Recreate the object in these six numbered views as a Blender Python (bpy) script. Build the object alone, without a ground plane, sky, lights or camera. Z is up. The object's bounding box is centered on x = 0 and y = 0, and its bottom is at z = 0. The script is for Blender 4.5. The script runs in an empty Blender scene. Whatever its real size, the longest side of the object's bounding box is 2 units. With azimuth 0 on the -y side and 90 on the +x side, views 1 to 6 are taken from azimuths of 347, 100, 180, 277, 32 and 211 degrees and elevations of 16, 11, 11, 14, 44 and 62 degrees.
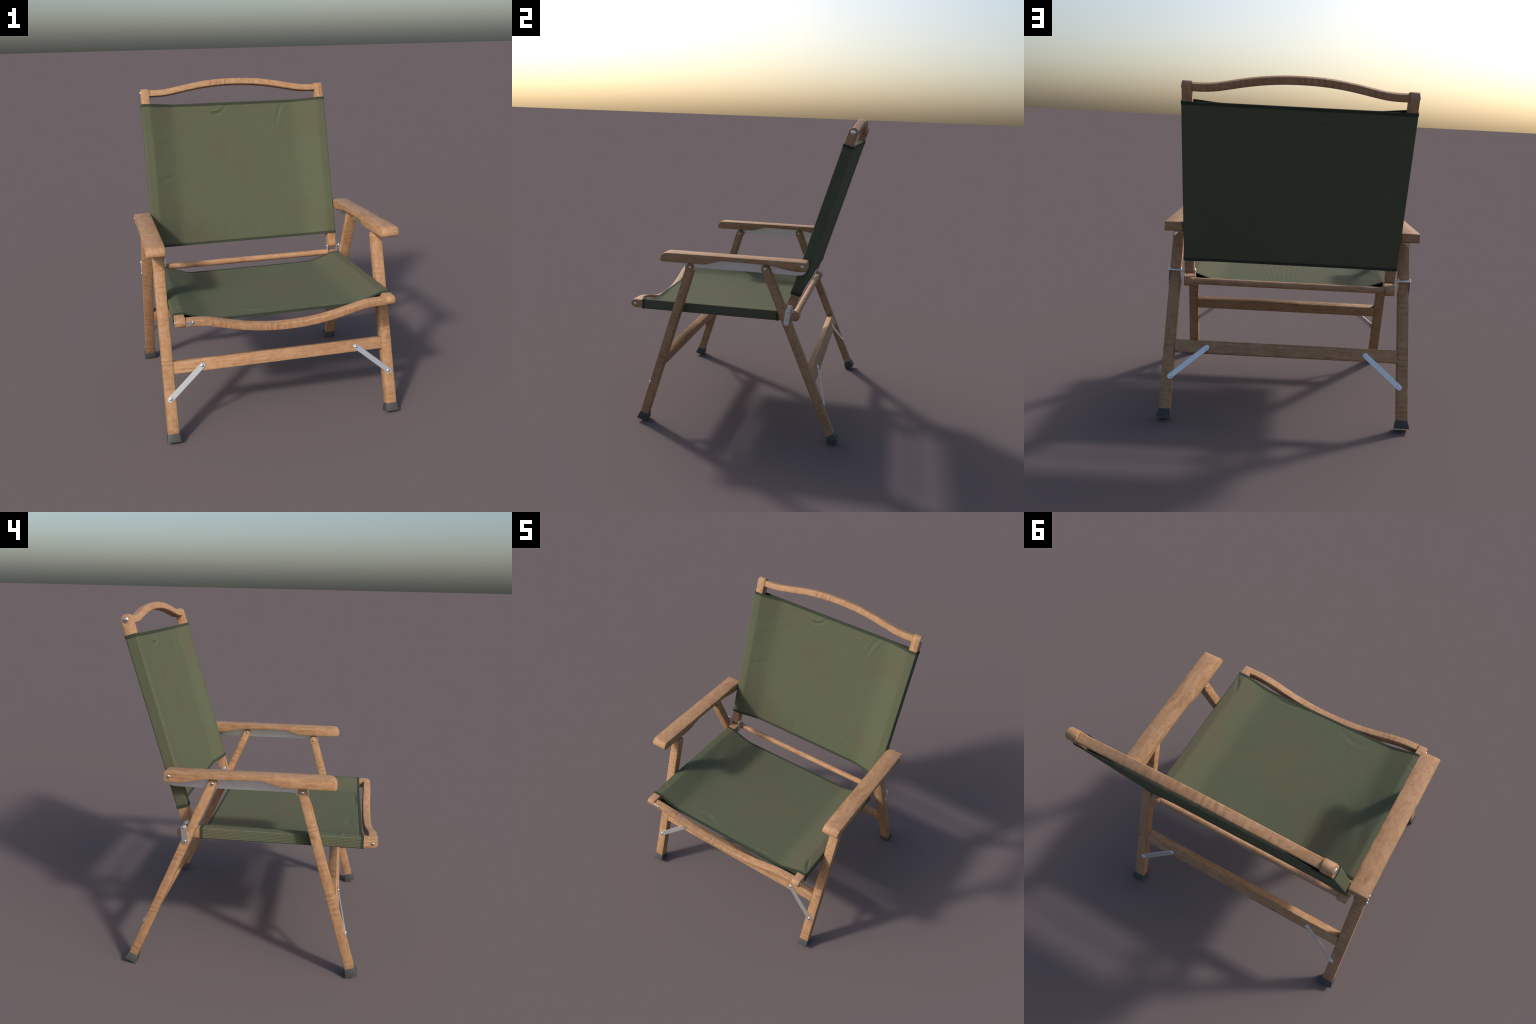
import bpy, bmesh, math, random
from mathutils import Vector, Matrix, noise

random.seed(7)
scene = bpy.context.scene
COL = scene.collection

# ------------------------------------------------------------------ node helpers
class Mat:
    def __init__(self, name):
        self.m = bpy.data.materials.new(name)
        self.m.use_nodes = True
        self.t = self.m.node_tree
        self.t.nodes.clear()
        self.out = self.n('ShaderNodeOutputMaterial')
        self.b = self.n('ShaderNodeBsdfPrincipled')
        self.l(self.b.outputs[0], self.out.inputs[0])
    def n(self, typ, **kw):
        nd = self.t.nodes.new(typ)
        for k, v in kw.items():
            setattr(nd, k, v)
        return nd
    def l(self, a, b):
        self.t.links.new(a, b)
    def put(self, sock, v):
        if isinstance(v, bpy.types.NodeSocket):
            self.l(v, sock)
        else:
            sock.default_value = v
    def math(self, op, a, b=0.0, c=None, clamp=False):
        nd = self.n('ShaderNodeMath', operation=op, use_clamp=clamp)
        self.put(nd.inputs[0], a); self.put(nd.inputs[1], b)
        if c is not None: self.put(nd.inputs[2], c)
        return nd.outputs[0]
    def vmath(self, op, a, b):
        nd = self.n('ShaderNodeVectorMath', operation=op)
        self.put(nd.inputs[0], a); self.put(nd.inputs[1], b)
        return nd.outputs[0]
    def mapping(self, vec, scale=(1, 1, 1), rot=(0, 0, 0), loc=(0, 0, 0)):
        nd = self.n('ShaderNodeMapping')
        self.l(vec, nd.inputs['Vector'])
        nd.inputs['Scale'].default_value = scale
        nd.inputs['Rotation'].default_value = rot
        nd.inputs['Location'].default_value = loc
        return nd.outputs[0]
    def noise(self, vec, scale, detail=3.0, rough=0.5, dist=0.0):
        nd = self.n('ShaderNodeTexNoise')
        self.l(vec, nd.inputs['Vector'])
        nd.inputs['Scale'].default_value = scale
        nd.inputs['Detail'].default_value = detail
        nd.inputs['Roughness'].default_value = rough
        nd.inputs['Distortion'].default_value = dist
        return nd.outputs['Fac']
    def ramp(self, fac, lo, hi):
        nd = self.n('ShaderNodeMapRange', interpolation_type='SMOOTHSTEP')
        self.put(nd.inputs[0], fac)
        nd.inputs[1].default_value = lo
        nd.inputs[2].default_value = hi
        return nd.outputs[0]
    def mix(self, fac, a, b, blend='MIX'):
        nd = self.n('ShaderNodeMix', data_type='RGBA', blend_type=blend)
        self.put(nd.inputs[0], fac)
        for s, v in ((nd.inputs[6], a), (nd.inputs[7], b)):
            if isinstance(v, bpy.types.NodeSocket): self.l(v, s)
            else: s.default_value = (*v, 1.0)
        return nd.outputs[2]
    def bump(self, height, strength, dist):
        nd = self.n('ShaderNodeBump')
        nd.inputs['Strength'].default_value = strength
        nd.inputs['Distance'].default_value = dist
        self.l(height, nd.inputs['Height'])
        self.l(nd.outputs[0], self.b.inputs['Normal'])

def wood_material(name, figure=False):
    M = Mat(name)
    tc = M.n('ShaderNodeTexCoord').outputs['Object']
    rnd = M.n('ShaderNodeObjectInfo').outputs['Random']
    off = M.n('ShaderNodeCombineXYZ')
    M.l(M.math('MULTIPLY', rnd, 17.0), off.inputs[0])
    M.l(M.math('MULTIPLY', rnd, 31.0), off.inputs[1])
    M.l(M.math('MULTIPLY', rnd, 7.0), off.inputs[2])
    p = M.vmath('ADD', tc, off.outputs[0])
    # soft mottling of pinkish and honey patches
    mott = M.noise(M.mapping(p, (12, 19, 19)), 1.5, 4.0, 0.62, 1.0)
    col = M.mix(M.ramp(mott, 0.34, 0.64), WOOD_A, WOOD_B)
    # growth figure: distorted bands
    wv = M.n('ShaderNodeTexWave', wave_type='BANDS', bands_direction='X' if figure else 'Y')
    M.l(M.mapping(p, (1.0, 0.5, 0.5) if figure else (0.22, 1.0, 0.8)), wv.inputs['Vector'])
    wv.inputs['Scale'].default_value = 9.0 if figure else 16.0
    wv.inputs['Distortion'].default_value = 9.0
    wv.inputs['Detail'].default_value = 3.0
    wv.inputs['Detail Scale'].default_value = 1.3
    fig = M.ramp(wv.outputs['Fac'], 0.45, 0.95)
    patch = M.ramp(M.noise(p, 7.0, 2.0), 0.42, 0.66)
    col = M.mix(M.math('MULTIPLY', M.math('MULTIPLY', fig, patch), 0.5), col, WOOD_C)
    # pale flecks
    fl = M.ramp(M.noise(M.mapping(p, (26, 50, 50)), 1.0, 3.0, 0.6, 1.2), 0.52, 0.72)
    col = M.mix(M.math('MULTIPLY', fl, 0.42), col, WOOD_D)
    # fine fibre lines
    fib = M.noise(M.mapping(p, (14, 190, 190)), 1.0, 2.0, 0.6)
    col = M.mix(M.math('MULTIPLY', M.ramp(fib, 0.5, 0.75), 0.16), col, WOOD_C)
    # worn, greenish oil stain that sits on the arrises
    bv = M.n('ShaderNodeBevel', samples=6)
    bv.inputs['Radius'].default_value = 0.013
    geo = M.n('ShaderNodeNewGeometry')
    dt = M.n('ShaderNodeVectorMath', operation='DOT_PRODUCT')
    M.l(bv.outputs[0], dt.inputs[0]); M.l(geo.outputs['Normal'], dt.inputs[1])
    edge = M.ramp(M.math('SUBTRACT', 1.0, dt.outputs['Value']), 0.002, 0.05)
    spots = M.ramp(M.noise(p, 30.0, 3.0, 0.65), 0.42, 0.56)
    col = M.mix(M.math('MULTIPLY', M.math('MULTIPLY', edge, spots), 0.85), col, WOOD_STAIN)
    st = M.ramp(M.noise(M.mapping(p, (9, 16, 16)), 1.0, 3.0, 0.65), 0.66, 0.80)
    col = M.mix(M.math('MULTIPLY', st, 0.45), col, WOOD_STAIN)
    M.l(col, M.b.inputs['Base Color'])
    M.put(M.b.inputs['Roughness'], 0.62)
    M.put(M.b.inputs['Specular IOR Level'], 0.3)
    M.bump(fib, 0.12, 0.002)
    return M.m

WOOD_A = (0.352, 0.184, 0.091)
WOOD_B = (0.425, 0.248, 0.136)
WOOD_C = (0.225, 0.100, 0.045)
WOOD_D = (0.425, 0.280, 0.190)
WOOD_STAIN = (0.190, 0.140, 0.036)

def weave_height(M, tc, normal, period, pv, stagger, wavy):
    """product of two thread waves; the side walls of a sleeve use (Y,Z)"""
    k = 2 * math.pi / period
    sx = M.n('ShaderNodeSeparateXYZ'); M.l(tc, sx.inputs[0])
    ns = M.n('ShaderNodeSeparateXYZ'); M.l(normal, ns.inputs[0])
    side = M.math('GREATER_THAN', M.math('ABSOLUTE', ns.outputs[0]), 0.72)
    def mixv(f, a, b):
        nd = M.n('ShaderNodeMix', data_type='FLOAT')
        M.put(nd.inputs[0], f); M.put(nd.inputs[2], a); M.put(nd.inputs[3], b)
        return nd.outputs[0]
    u = mixv(side, sx.outputs[0], sx.outputs[2])
    v = sx.outputs[1]
    def th(c, ph=0.0, mul=1.0):
        return M.math('MULTIPLY_ADD', M.math('SINE', M.math('MULTIPLY_ADD', c, k * mul, ph)), 0.5, 0.5)
    shift = M.math('MULTIPLY', M.math('FLOOR', M.math('MULTIPLY', v, 1.0 / pv)), stagger)
    wav = M.math('MULTIPLY_ADD', M.noise(tc, 45.0, 2.0), 3.0, M.math('MULTIPLY', M.math('SINE', M.math('MULTIPLY', u, k * 0.5)), wavy))
    uu = M.math('MULTIPLY_ADD', M.math('SINE', M.math('ADD', M.math('MULTIPLY', u, k), shift)), 0.5, 0.5)
    vv = M.math('MULTIPLY_ADD', M.math('SINE', M.math('MULTIPLY_ADD', v, k * period / pv, M.math('MULTIPLY', wav, 1.0 if wavy else 0.0))), 0.5, 0.5)
    return M.math('MULTIPLY', M.math('MULTIPLY_ADD', uu, 0.75, 0.25), M.math('MULTIPLY_ADD', vv, 0.75 if wavy else 0.42, 0.25 if wavy else 0.58))

def cloth_material(name, green, olive, pit, bias, period, pv, stagger, pitf, rough=0.92):
    M = Mat(name)
    t = M.n('ShaderNodeTexCoord')
    tc = t.outputs['Object']
    big = M.noise(tc, 2.6, 3.0, 0.55, 0.4)
    fine = M.noise(tc, 15.0, 3.0, 0.6)
    f = M.ramp(M.math('ADD', M.math('MULTIPLY', big, 0.8), M.math('MULTIPLY', fine, 0.2)), 0.5 - bias, 0.72 - bias)
    col = M.mix(f, green, olive)
    h = weave_height(M, tc, t.outputs['Normal'], period, pv, stagger, 1.3 if stagger else 0.0)
    col = M.mix(M.math('MULTIPLY', M.math('SUBTRACT', 1.0, M.ramp(h, 0.05, 0.7)), pitf), col, pit)
    M.l(col, M.b.inputs['Base Color'])
    M.put(M.b.inputs['Roughness'], rough)
    M.put(M.b.inputs['Specular IOR Level'], 0.12)
    M.put(M.b.inputs['Sheen Weight'], 0.0)
    M.bump(h, 0.45, 0.0022)
    return M.m

def plain(name, color, rough, metallic=0.0, spec=0.5, grain=0.0, gscale=60.0):
    M = Mat(name)
    tc = M.n('ShaderNodeTexCoord').outputs['Object']
    nz = M.noise(tc, gscale, 3.0, 0.6)
    dark = tuple(c * (1 - grain) for c in color)
    M.l(M.mix(M.ramp(nz, 0.35, 0.65), dark, color), M.b.inputs['Base Color'])
    M.put(M.b.inputs['Roughness'], rough)
    M.put(M.b.inputs['Metallic'], metallic)
    M.put(M.b.inputs['Specular IOR Level'], spec)
    if grain:
        M.bump(nz, 0.1, 0.001)
    return M.m

WOOD = wood_material('beech_wood')
WOOD_FIG = wood_material('beech_wood_banded', True)
SEATC = cloth_material('canvas_seat', (0.110, 0.126, 0.077), (0.130, 0.120, 0.076), (0.044, 0.054, 0.038), 0.09, 0.0085, 0.0076, 0.0, 0.8)
BACKC = cloth_material('canvas_back', (0.106, 0.122, 0.073), (0.112, 0.106, 0.068), (0.058, 0.066, 0.040), 0.06, 0.0090, 0.0095, 0.9, 0.6)
TAPE = plain('binding_tape', (0.047, 0.058, 0.040), 0.9, 0.0, 0.1, 0.3, 240.0)
STEEL = plain('brushed_aluminium', (0.80, 0.80, 0.81), 0.42, 1.0, 0.5, 0.05, 90.0)
RIVET = plain('polished_steel', (0.80, 0.80, 0.82), 0.22, 1.0, 0.5, 0.03, 90.0)
RUBBER = plain('black_rubber', (0.056, 0.058, 0.056), 0.6, 0.0, 0.4, 0.15, 120.0)

# ------------------------------------------------------------------ object helpers
ROOT = bpy.data.objects.new('folding_camp_chair', None)
COL.objects.link(ROOT)
ROOT['label'] = 'low folding wooden armchair with green canvas seat and back'
ROOT['category'] = 'folding chair'

def add(name, me, mat, parent=None, mw=None):
    ob = bpy.data.objects.new(name, me)
    COL.objects.link(ob)
    if mat is not None and not me.materials:
        me.materials.append(mat)
    place(ob, parent, mw)
    return ob

def place(ob, parent, mw):
    par = parent or ROOT
    ob.parent = par
    w = mw or Matrix()
    ob.matrix_local = WORLD.get(par.name, Matrix()).inverted() @ w
    WORLD[ob.name] = w
WORLD = {}

def twin(ob, parent, mw):
    c = ob.copy()
    COL.objects.link(c)
    place(c, parent, mw)
    return c

def finish(bm, name, angle=32):
    bmesh.ops.recalc_face_normals(bm, faces=bm.faces)
    me = bpy.data.meshes.new(name)
    bm.to_mesh(me); bm.free()
    me.shade_smooth()
    me.set_sharp_from_angle(angle=math.radians(angle))
    return me

def extruded(name, prof, w, bevel=0.003, seg=2):
    """closed (u,v) profile drawn out to +-w along the third axis, arrises rounded"""
    bm = bmesh.new()
    a = [bm.verts.new((u, v, -w)) for u, v in prof]
    b = [bm.verts.new((u, v, w)) for u, v in prof]
    bm.faces.new(a[::-1]); bm.faces.new(b)
    n = len(prof)
    for i in range(n):
        bm.faces.new((a[i], a[(i + 1) % n], b[(i + 1) % n], b[i]))
    bmesh.ops.recalc_face_normals(bm, faces=bm.faces)
    if bevel:
        es = [e for e in bm.edges if e.calc_face_angle(0) > math.radians(35)]
        bmesh.ops.bevel(bm, geom=es, offset=bevel, segments=seg, profile=0.5, affect='EDGES')
    return finish(bm, name)

def arc(cx, cy, r, a0, a1, n):
    return [(cx + r * math.cos(math.radians(a0 + (a1 - a0) * i / n)),
             cy + r * math.sin(math.radians(a0 + (a1 - a0) * i / n))) for i in range(n + 1)]

def stadium(u0, u1, r, n=12):
    return arc(u0, 0, r, 90, 270, n) + arc(u1, 0, r, -90, 90, n)

def frame(o, U, W):
    U = Vector(U).normalized(); W = Vector(W).normalized()
    V = W.cross(U)
    m = Matrix.Identity(4)
    for i, c in enumerate((U, V, W)):
        for j in range(3): m[j][i] = c[j]
    m.translation = Vector(o)
    return m

def dome(name, r, h, n=20):
    """low rivet head along +Z with a short rim"""
    bm = bmesh.new()
    rings = [(1.0, 0.0), (1.0, 0.35), (0.93, 0.62), (0.75, 0.86), (0.45, 0.97)]
    vs = [[bm.verts.new((r * k * math.cos(2 * math.pi * i / n), r * k * math.sin(2 * math.pi * i / n), h * z))
           for i in range(n)] for k, z in rings]
    top = bm.verts.new((0, 0, h))
    for a, b in zip(vs, vs[1:]):
        for i in range(n):
            bm.faces.new((a[i], a[(i + 1) % n], b[(i + 1) % n], b[i]))
    for i in range(n):
        bm.faces.new((vs[-1][i], vs[-1][(i + 1) % n], top))
    bm.faces.new(vs[0][::-1])
    return finish(bm, name, 50)

def rod_mesh(name, r, half, n=24, wob=0.0):
    bm = bmesh.new()
    xs = [-half + 2 * half * i / 24 for i in range(25)]
    rings = [[bm.verts.new((x, r * math.cos(2 * math.pi * j / n), r * math.sin(2 * math.pi * j / n)))
              for j in range(n)] for x in xs]
    for a, b in zip(rings, rings[1:]):
        for j in range(n):
            bm.faces.new((a[j], a[(j + 1) % n], b[(j + 1) % n], b[j]))
    bm.faces.new(rings[0]); bm.faces.new(rings[-1][::-1])
    return finish(bm, name, 40)

X = Vector((1, 0, 0))
RIVETS = {}
def rivet(r, h, pos, direction, parent, name='rivet'):
    key = (r, h)
    d = Vector(direction).normalized()
    ref = Vector((0, 0, 1)) if abs(d.z) < 0.8 else X
    mw = frame(pos, ref.cross(d), d)
    if key not in RIVETS:
        RIVETS[key] = add(name, dome('rivet_head', r, h), RIVET, parent, mw)
        return RIVETS[key]
    return twin(RIVETS[key], parent, mw)

# ------------------------------------------------------------------ legs, feet, crossbars, braces
def leg_pair(pivot, foot_t, leg_len, dirv, half_x, cx, depth, foot):
    py, pz = pivot
    d = Vector((0, *dirv)).normalized()
    r = depth / 2
    prof = arc(0, 0, r, 90, 270, 14) + [(leg_len, -r), (leg_len, r)]
    me = extruded('leg', prof, half_x, 0.0035)
    # splayed rubber foot : frustum around the lower end, in the leg's own frame
    (tw, td), (bw, bd) = foot
    bm = bmesh.new()
    rows = []
    t0 = leg_len - 0.005
    for t, w, dd in ((t0, tw, td), (foot_t, bw, bd)):
        rows.append([bm.verts.new((t, sy * dd / 2, sx * w / 2)) for sy, sx in ((-1, -1), (1, -1), (1, 1), (-1, 1))])
    bm.faces.new(rows[0]); bm.faces.new(rows[1][::-1])
    for i in range(4):
        bm.faces.new((rows[0][i], rows[0][(i + 1) % 4], rows[1][(i + 1) % 4], rows[1][i]))
    bmesh.ops.recalc_face_normals(bm, faces=bm.faces)
    bmesh.ops.bevel(bm, geom=bm.edges[:], offset=0.003, segments=2, profile=0.5, affect='EDGES')
    fme = finish(bm, 'rubber_foot')
    legs = []
    for s in (1, -1):
        mw = frame((s * cx, py, pz), d, X)
        if not legs:
            lg = add('leg', me, WOOD_FIG, None, mw)
            ft = add('rubber_foot', fme, RUBBER, lg, mw)
        else:
            lg = twin(legs[0][0], None, mw)
            ft = twin(legs[0][1], lg, mw)
        legs.append((lg, ft))
        rivet(0.0095, 0.004, (s * (cx + half_x - 0.0005), py, pz), (s, 0, 0), lg)
        rivet(0.0075, 0.004, (s * (cx - half_x + 0.0005), py, pz), (-s, 0, 0), lg)
    return d, [l[0] for l in legs]

FP = (-0.2905, 1.056); RP = (0.1885, 1.0855)
FD, FLEGS = leg_pair(FP, 1.0895, 1.045, (-0.3092, -1.042), 0.0325, 0.6775, 0.0510, ((0.0675, 0.0535), (0.082, 0.070)))
RD, RLEGS = leg_pair(RP, 1.1685, 1.124, (0.4660, -1.071), 0.0328, 0.7005, 0.0495, ((0.0680, 0.0520), (0.084, 0.071)))

def crossbar(pivot, d, t, height, depth, half):
    o = Vector((0, *pivot)) + d * t
    h, r = height / 2, depth / 2
    # local X along world x (grain), section in the leg's frame
    bm = bmesh.new()
    V = d.cross(X)
    me = extruded('crossbar', [(-half, -h), (half, -h), (half, h), (-half, h)], r, 0.0025)
    return add('crossbar', me, WOOD, None, frame(o, X, X.cross(d)))

FBAR = crossbar(FP, FD, 0.6608, 0.0725, 0.0500, 0.6448)
RBAR = crossbar(RP, RD, 0.7492, 0.0755, 0.0488, 0.6675)

LINK = None
def brace(p_lo, p_up, nrm, leg):
    """flat strap between a leg and its crossbar, riveted at both ends"""
    global LINK
    lo, up = Vector(p_lo), Vector(p_up)
    L = (up - lo).length
    mw = frame(lo, up - lo, nrm)
    if LINK is None:
        LINK = add('brace_strap', extruded('brace_strap', stadium(-0.006, 0.2655, 0.0163, 12), 0.0022, 0.0009, 1), STEEL, leg, mw)
        ob = LINK
    else:
        ob = twin(LINK, leg, mw)
    n = Vector(nrm).normalized()
    for p in (lo + (up - lo).normalized() * 0.001, up - (up - lo).normalized() * 0.001):
        rivet(0.0092, 0.0055, p + n * 0.002, n, leg)

def face_point(pivot, d, depth, z, side):
    """point of the leg plane (front or rear face) at height z -> (y,z)"""
    t = (z - pivot[1]) / d.z
    n = Vector((0, -d.z, d.y)) * side      # rearward normal times side
    c = Vector((0, *pivot)) + d * t
    return c, n

for s, lg in zip((1, -1), FLEGS):
    n = Vector((0, FD.z, -FD.y)).normalized()       # forward and up
    lo = Vector((0, *FP)) + FD * 0.8386 + n * (0.0255 + 0.0026); lo.x = s * 0.675
    up = Vector((0, *FP)) + FD * 0.6660 + n * (0.0255 + 0.0026); up.x = s * 0.476
    brace(lo, up, n, lg)
for s, lg in zip((1, -1), RLEGS):
    n = Vector((0, -RD.z, RD.y)).normalized()
    lo = Vector((0, *RP)) + RD * 0.9274 + n * (0.0250 + 0.0026); lo.x = s * 0.676
    up = Vector((0, *RP)) + RD * 0.7546 + n * (0.0250 + 0.0026); up.x = s * 0.477
    brace(lo, up, n, lg)

# ------------------------------------------------------------------ armrests
ARM = ([(0.436, 1.1460), (0.442, 1.1440), (0.4445, 1.1385), (0.4445, 1.0985), (0.441, 1.0920), (0.434, 1.0895), (0.392, 1.0880),
        (0.353, 1.0905), (0.300, 1.0985), (0.262, 1.1070), (0.228, 1.1130), (0.190, 1.1155), (0.030, 1.1180), (-0.074, 1.1205),
        (-0.092, 1.1175), (-0.110, 1.1120), (-0.150, 1.0990), (-0.178, 1.0915), (-0.198, 1.0895), (-0.330, 1.0892), (-0.457, 1.0892),
        (-0.4645, 1.0920), (-0.4688, 1.0990), (-0.4700, 1.1080), (-0.4672, 1.1200), (-0.4600, 1.1320), (-0.4490, 1.1410), (-0.4350, 1.1455), (-0.420, 1.1462)])
arm_prof = [(y, z - 1.12) for y, z in ARM]
arm_me = extruded('armrest', arm_prof, 0.0545, 0.003)
PLATE = [(-0.325, 1.128), (-0.325, 1.040), (-0.316, 1.033), (-0.270, 1.033), (-0.262, 1.038), (-0.255, 1.052), (-0.247, 1.055),
         (0.385, 1.055), (0.410, 1.058), (0.428, 1.067), (0.436, 1.082), (0.436, 1.128)]
plate_me = extruded('support_plate', [(y, z - 1.12) for y, z in PLATE], 0.0022, 0.0008, 1)
arm0 = None
for s in (1, -1):
    mw = frame((s * 0.6995, 0, 1.12), (0, 1, 0), X)
    if arm0 is None:
        arm0 = ob = add('armrest', arm_me, WOOD, None, mw)
        mp = frame((s * 0.7000, 0, 1.12), (0, 1, 0), X)
        pl0 = add('support_plate', plate_me, STEEL, ob, mp)
    else:
        ob = twin(arm0, None, mw)
        twin(pl0, ob, frame((s * 0.7000, 0, 1.12), (0, 1, 0), X))
    rivet(0.0105, 0.0055, (s * 0.7535, 0.4175, 1.1205), (s, 0, 0), ob)
    # small horizontal tab that carries the rear end of the support plate
    tab = extruded('plate_tab', [(0.345, -0.024), (0.436, -0.024), (0.436, 0.024), (0.345, 0.024)], 0.0016, 0.0006, 1)
    add('support_tab', tab, STEEL, ob, frame((s * 0.6755, 0, 1.0858), (0, 1, 0), (0, 0, 1)))

# ------------------------------------------------------------------ seat rails, back posts, bent bars, rear rod
RAIL_W, RAIL_R = 0.0280, 0.0270
rail_me = extruded('seat_rail', stadium(-0.6770, 0.3730, RAIL_R, 14), RAIL_W, 0.003)
P0 = Vector((0, 0.345, 0.8415)); A = Vector((0, 0.2839, 0.9588)).normalized(); N = Vector((0, A.z, -A.y))
post_me = extruded('back_post', stadium(0.006, 1.1237, 0.0282, 14), 0.0280, 0.003)
rails, posts = [], []
for s in (1, -1):
    mw = frame((s * 0.6105, 0, 0.774), (0, 1, 0), X)
    mp = frame(P0 + X * (s * 0.6105), A, X)
    if not rails:
        rails.append(add('seat_rail', rail_me, WOOD, None, mw)); posts.append(add('back_post', post_me, WOOD, None, mp))
    else:
        rails.append(twin(rails[0], None, mw)); posts.append(twin(posts[0], None, mp))
    rivet(0.0088, 0.0055, (s * 0.6383, -0.6755, 0.773), (s, 0, 0), rails[-1])
    q = P0 + A * 1.1237
    rivet(0.0152, 0.0070, (s * 0.6383, q.y, q.z), (s, 0, 0), posts[-1])

BOW = [(0.0, 1.0), (0.1, 0.955), (0.2, 0.815), (0.3, 0.57), (0.4, 0.255), (0.46, 0.085), (0.52, 0.005), (0.60, 0.0)]
def bow(x):
    """Catmull-Rom through the bend profile of the steam-bent bars"""
    x = abs(x)
    pts = [(-0.1, 0.955)] + BOW + [(0.68, 0.0)]
    for i in range(1, len(pts) - 2):
        (x1, y1), (x2, y2) = pts[i], pts[i + 1]
        if x <= x2 or i == len(pts) - 3:
            t = (x - x1) / (x2 - x1)
            m1 = (y2 - pts[i - 1][1]) / (x2 - pts[i - 1][0]) * (x2 - x1)
            m2 = (pts[i + 2][1] - y1) / (pts[i + 2][0] - x1) * (x2 - x1)
            return ((2 * t**3 - 3 * t**2 + 1) * y1 + (t**3 - 2 * t**2 + t) * m1 + (-2 * t**3 + 3 * t**2) * y2 + (t**3 - t**2) * m2)
    return 0.0

def bent_bar(name, half, amp, shift, depth, thick, base, mw):
    """rectangular section with rounded arrises swept along the bow; local Z = bend, local Y = depth"""
    bm = bmesh.new()
    n = 72
    b = 0.0055
    sec = []
    for cy, cz, a0 in ((1, 1, 0), (-1, 1, 90), (-1, -1, 180), (1, -1, 270)):
        sec += arc(cy * (depth / 2 - b), cz * (thick / 2 - b), b, a0, a0 + 90, 3)
    rings = []
    for i in range(n + 1):
        x = -half + 2 * half * i / n
        z = base + amp * bow(x); y = shift * bow(x)
        e = 1e-3
        dz = amp * (bow(x + e) - bow(x - e)) / (2 * e)
        th = math.atan(dz)
        rings.append([bm.verts.new((x - v * math.sin(th), y + u, z + v * math.cos(th))) for u, v in sec])
    m = len(sec)
    for a_, b_ in zip(rings, rings[1:]):
        for j in range(m):
            bm.faces.new((a_[j], a_[(j + 1) % m], b_[(j + 1) % m], b_[j]))
    bm.faces.new(rings[0]); bm.faces.new(rings[-1][::-1])
    return add(name, finish(bm, name), WOOD_FIG, None, mw)

q = P0 + A * 1.1237
HANDLE = bent_bar('handle_bar', 0.5818, 0.0625, 0.0, 0.0470, 0.0415, -0.0034, frame(q, X, A))
FRONTB = bent_bar('stretcher_bar', 0.5818, -0.0830, 0.002, 0.0480, 0.0405, -0.0020, frame((0, -0.6765, 0.774), X, (0, -0.11, 1)))
# spring clip on one end of the front bar
clip = extruded('clip', [(0, 0.015), (0.040, 0.013), (0.045, 0.006), (0.040, -0.004), (0.012, -0.016), (0, -0.016)], 0.0015, 0.0006, 1)
mclip = Matrix.Translation((-0.5800, -0.7012, 0.7715)) @ Matrix(((1, 0, 0, 0), (0, 0, -1, 0), (0, 1, 0, 0), (0, 0, 0, 1)))
add('spring_clip', clip, STEEL, FRONTB, mclip)
rivet(0.0062, 0.0030, (-0.5430, -0.7025, 0.7775), (0, -1, 0), FRONTB)

ROD = add('spreader_rod', rod_mesh('spreader_rod', 0.0205, 0.5835), WOOD, None, Matrix.Translation((0, 0.3690, 0.7775)))

# ------------------------------------------------------------------ hinge plates and bolts
hp_me = extruded('hinge_plate', stadium(0, 0.075, 0.0170, 12), 0.0022, 0.0009, 1)
bolt_me = None
hp0 = None; bolt0 = None
for s, rl, lg in zip((1, -1), rails, RLEGS):
    up = Vector((0, 0.3405, 0.8335))
    for x, lowy, lowz, par, d in ((0.7365, 0.3325, 0.7560, lg, 1), (0.6640, 0.3325, 0.7560, lg, -1),
                                  (0.6415, 0.3310, 0.7620, rl, 1), (0.5775, 0.3310, 0.7620, rl, -1)):
        dirn = Vector((0, lowy, lowz)) - up
        mw = frame(up + X * (s * x), dirn, X)
        if hp0 is None: hp0 = add('hinge_plate', hp_me, STEEL, par, mw)
        else: twin(hp0, par, mw)
        if d == 1 and x > 0.7 or d == -1 and x < 0.6:
            dd = 1 if x > 0.7 else -1
            e = up + X * (s * (x + dd * 0.0018)); rivet(0.0070, 0.0045, e, (s * dd, 0, 0), par)
            e = up + dirn.normalized() * 0.0755 + X * (s * (x + dd * 0.0018)); rivet(0.0070, 0.0045, e, (s * dd, 0, 0), par)
    mb = Matrix.Translation(up + X * (s * 0.6565))
    if bolt0 is None: bolt0 = add('hinge_bolt', rod_mesh('hinge_bolt', 0.0072, 0.0815, 16), RIVET, lg, mb)
    else: twin(bolt0, lg, mb)

# ------------------------------------------------------------------ canvas sleeves
XO, XI, XS = 0.6420, 0.5860, 0.4350

def seg_dist(px, py, ax, ay, bx, by):
    dx, dy = bx - ax, by - ay
    t = max(0, min(1, ((px - ax) * dx + (py - ay) * dy) / (dx * dx + dy * dy)))
    ex, ey = px - ax - t * dx, py - ay - t * dy
    side = dx * (py - ay) - dy * (px - ax)
    return math.hypot(ex, ey), (1 if side > 0 else -1), t

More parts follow.
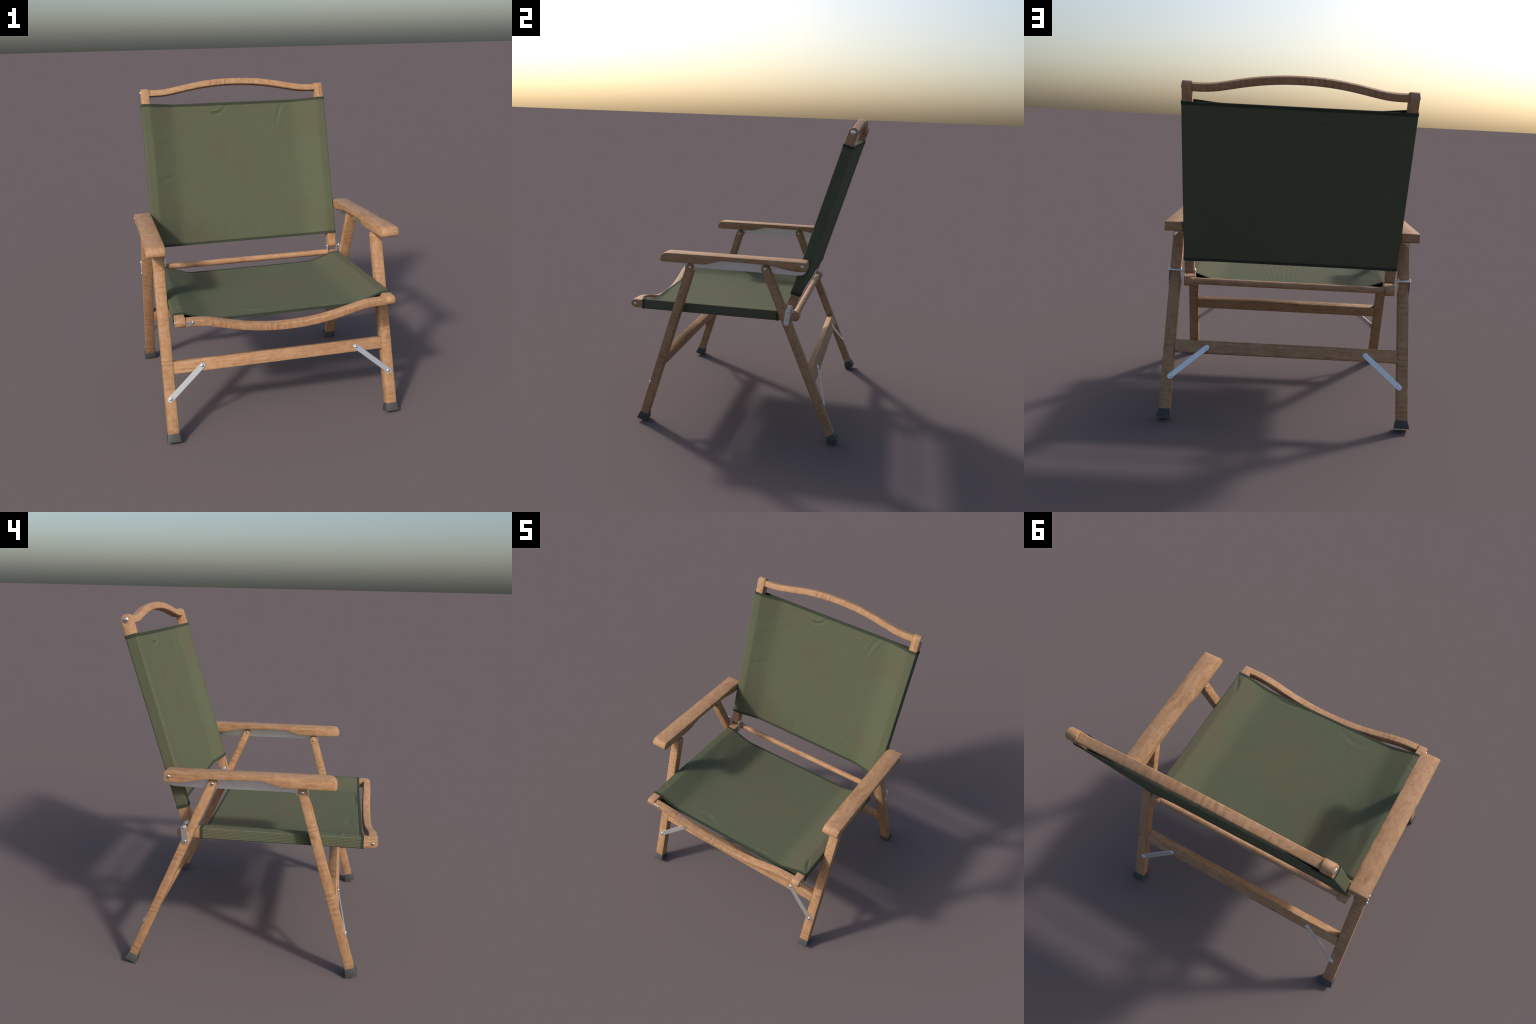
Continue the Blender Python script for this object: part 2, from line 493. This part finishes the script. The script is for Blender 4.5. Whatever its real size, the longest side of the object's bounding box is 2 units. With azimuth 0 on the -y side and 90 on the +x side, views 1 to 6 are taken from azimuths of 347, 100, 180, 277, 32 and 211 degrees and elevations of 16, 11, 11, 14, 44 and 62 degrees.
def wrinkle(px, py, pts, width, depth):
    """crease: a furrow along the polyline with a soft swell on its left side; fades at both ends"""
    best = None
    n = len(pts) - 1
    for i in range(n):
        d, sd, t = seg_dist(px, py, *pts[i], *pts[i + 1])
        if best is None or d < best[0]:
            best = (d, sd, (i + t) / n)
    d, sd, t = best
    fade = math.sin(math.pi * min(1, max(0, 0.08 + 0.84 * t))) ** 0.7
    if d > 4 * width: return 0.0
    return depth * fade * (-math.exp(-(d / width) ** 2) + (0.8 if sd > 0 else 0.25) * math.exp(-((d - 1.7 * width) / (1.1 * width)) ** 2))

def sleeve(name, y0, y1, top, mid, bot, belly, wrinkles, mat, mw, tape_w, nlen, soft):
    """flat tube of cloth round two bars. Cross-section in (x,z), drawn along y."""
    r = 0.007
    def top_h(x, v):
        """upper sheet: lies on the bars, drops to the lower sheet between them"""
        ax = abs(x)
        if ax >= XI: return top
        e = 0.14 + soft * math.sin(math.pi * v)
        f = lambda s: (s + math.sqrt(s * s + e * e)) / 2
        s = (ax - XS) / (XI - XS)
        s0 = (0 - XS) / (XI - XS)
        return mid + (top - mid) * (f(s) - f(s0)) / (f(1) - f(s0))
    def bot_h(x):
        ax = abs(x)
        k = max(0.0, min(1.0, (XI - ax) / 0.16))
        return bot - belly * k * k * (3 - 2 * k)
    xs = []
    nx = 150
    for i in range(nx + 1):
        xs.append(-(XO - r) + 2 * (XO - r) * i / nx)
    def loop(y, off):
        v = max(0.0, min(1.0, (y - y0) / (y1 - y0)))
        pts = []
        for x in xs: pts.append((x, bot_h(x), 0))
        pts += [(XO - r + a, bot + r + b, 1) for a, b in arc(0, 0, r, -75, 0, 4)]
        pts += [(XO, bot + r + (top - bot - 2 * r) * k / 6, 1) for k in range(1, 6)]
        pts += [(XO - r + a, top - r + b, 1) for a, b in arc(0, 0, r, 0, 75, 4)]
        for x in reversed(xs): pts.append((x, top_h(x, v), 2))
        pts += [(-XO + r + a, top - r + b, 1) for a, b in arc(0, 0, r, 105, 180, 4)]
        pts += [(-XO, top - r - (top - bot - 2 * r) * k / 6, 1) for k in range(1, 6)]
        pts += [(-XO + r + a, bot + r + b, 1) for a, b in arc(0, 0, r, 180, 255, 4)]
        n = len(pts)
        res = []
        for i in range(n):
            x, z, tag = pts[i]
            xa, za, _ = pts[i - 1]; xb, zb, _ = pts[(i + 1) % n]
            tx, tz = xb - xa, zb - za
            L = math.hypot(tx, tz) or 1
            nx_, nz_ = tz / L, -tx / L
            d = off
            edge = min(1.0, min(y - y0, y1 - y) / 0.02) if y1 > y > y0 else 0.0
            edge = max(0.0, edge)
            w = 0.0
            if tag != 1:
                for wr in wrinkles: w += wrinkle(x, y, *wr)
            lo = noise.noise(Vector((x * 3.1, y * 3.1, top * 50 + (3 if tag == 1 else 0)))) * 0.0020
            hi = noise.noise(Vector((x * 11 + 3, y * 11, top * 70))) * 0.0006
            free = 1.0 if abs(x) < XI else 0.25
            d += w * (0.2 + 0.8 * edge) + (lo + hi) * free * (0.35 + 0.65 * edge) * (1 if tag != 1 else 0.4)
            if tag == 0: d = off - min(0.0, w) * edge - (lo + hi) * free * (0.35 + 0.65 * edge)
            res.append((x + nx_ * d, z + nz_ * d))
        return res
    def tube(nm, ys, o_out, o_in):
        bm = bmesh.new()
        outer = [[bm.verts.new((x, y, z)) for x, z in loop(y, o_out)] for y in ys]
        inner = [[bm.verts.new((x, y, z)) for x, z in loop(y, o_in)] for y in ys]
        m = len(outer[0])
        for G, fl in ((outer, False), (inner, True)):
            for a, b in zip(G, G[1:]):
                for j in range(m):
                    f = (a[j], a[(j + 1) % m], b[(j + 1) % m], b[j])
                    bm.faces.new(f[::-1] if fl else f)
        for k in (0, -1):
            a, b = outer[k], inner[k]
            for j in range(m):
                f = (a[j], b[j], b[(j + 1) % m], a[(j + 1) % m])
                bm.faces.new(f if k == 0 else f[::-1])
        me = finish(bm, nm, 42)
        return me
    ys = [y0 + (y1 - y0) * i / nlen for i in range(nlen + 1)]
    ob = add(name, tube(name, ys, 0.0, -0.0022), mat, None, mw)
    for a, b in ((y0 - 0.0012, y0 + tape_w), (y1 - tape_w, y1 + 0.0012)):
        tp = tube('binding_tape', [a, a + 0.002, (a + b) / 2, b - 0.002, b], 0.0018, -0.0036)
        add('binding_tape', tp, TAPE, ob, mw)
    return ob

SEAT_WR = [([(0.395, -0.592), (0.29, -0.594), (0.13, -0.600)], 0.008, 0.0045),
           ([(0.634, -0.590), (0.606, -0.540), (0.588, -0.490)], 0.010, 0.0045),
           ([(-0.640, -0.517), (-0.612, -0.523), (-0.580, -0.532)], 0.010, 0.0030),
           ([(-0.30, -0.560), (-0.22, -0.540), (-0.12, -0.575)], 0.016, 0.0022),
           ([(-0.05, -0.50), (0.02, -0.44), (0.03, -0.36)], 0.022, 0.0015),
           ([(-0.56, 0.10), (-0.50, -0.1), (-0.47, -0.30)], 0.030, 0.0018)]
SEAT = sleeve('seat_canvas', -0.6250, 0.2665, 0.0315, -0.0218, -0.0315, -0.0024, SEAT_WR, SEATC,
              Matrix.Translation((0, 0, 0.7745)), 0.0125, 90, 0.06)
BACK_WR = [([(-0.205, 0.985), (-0.160, 0.967), (-0.110, 0.976), (-0.055, 1.022)], 0.009, 0.0070),
           ([(0.352, 1.030), (0.315, 0.965), (0.290, 0.880)], 0.012, 0.0036),
           ([(-0.55, 0.78), (-0.52, 0.775), (-0.46, 0.785)], 0.012, 0.0018),
           ([(-0.56, 0.52), (-0.51, 0.535), (-0.45, 0.56)], 0.014, 0.0022),
           ([(-0.10, 0.09), (-0.13, 0.16), (-0.11, 0.22)], 0.014, 0.0014),
           ([(0.16, 0.09), (0.14, 0.15), (0.17, 0.20)], 0.014, 0.0014),
           ([(0.33, 0.09), (0.30, 0.17), (0.33, 0.24)], 0.014, 0.0014)]
mback = Matrix.Identity(4)
for i, c in enumerate((X, A, -N)):
    for j in range(3): mback[j][i] = c[j]
mback.translation = P0
BACK = sleeve('back_canvas', 0.0790, 1.0445, 0.0320, -0.0205, -0.0320, -0.0045, BACK_WR, BACKC, mback, 0.0160, 100, 0.16)
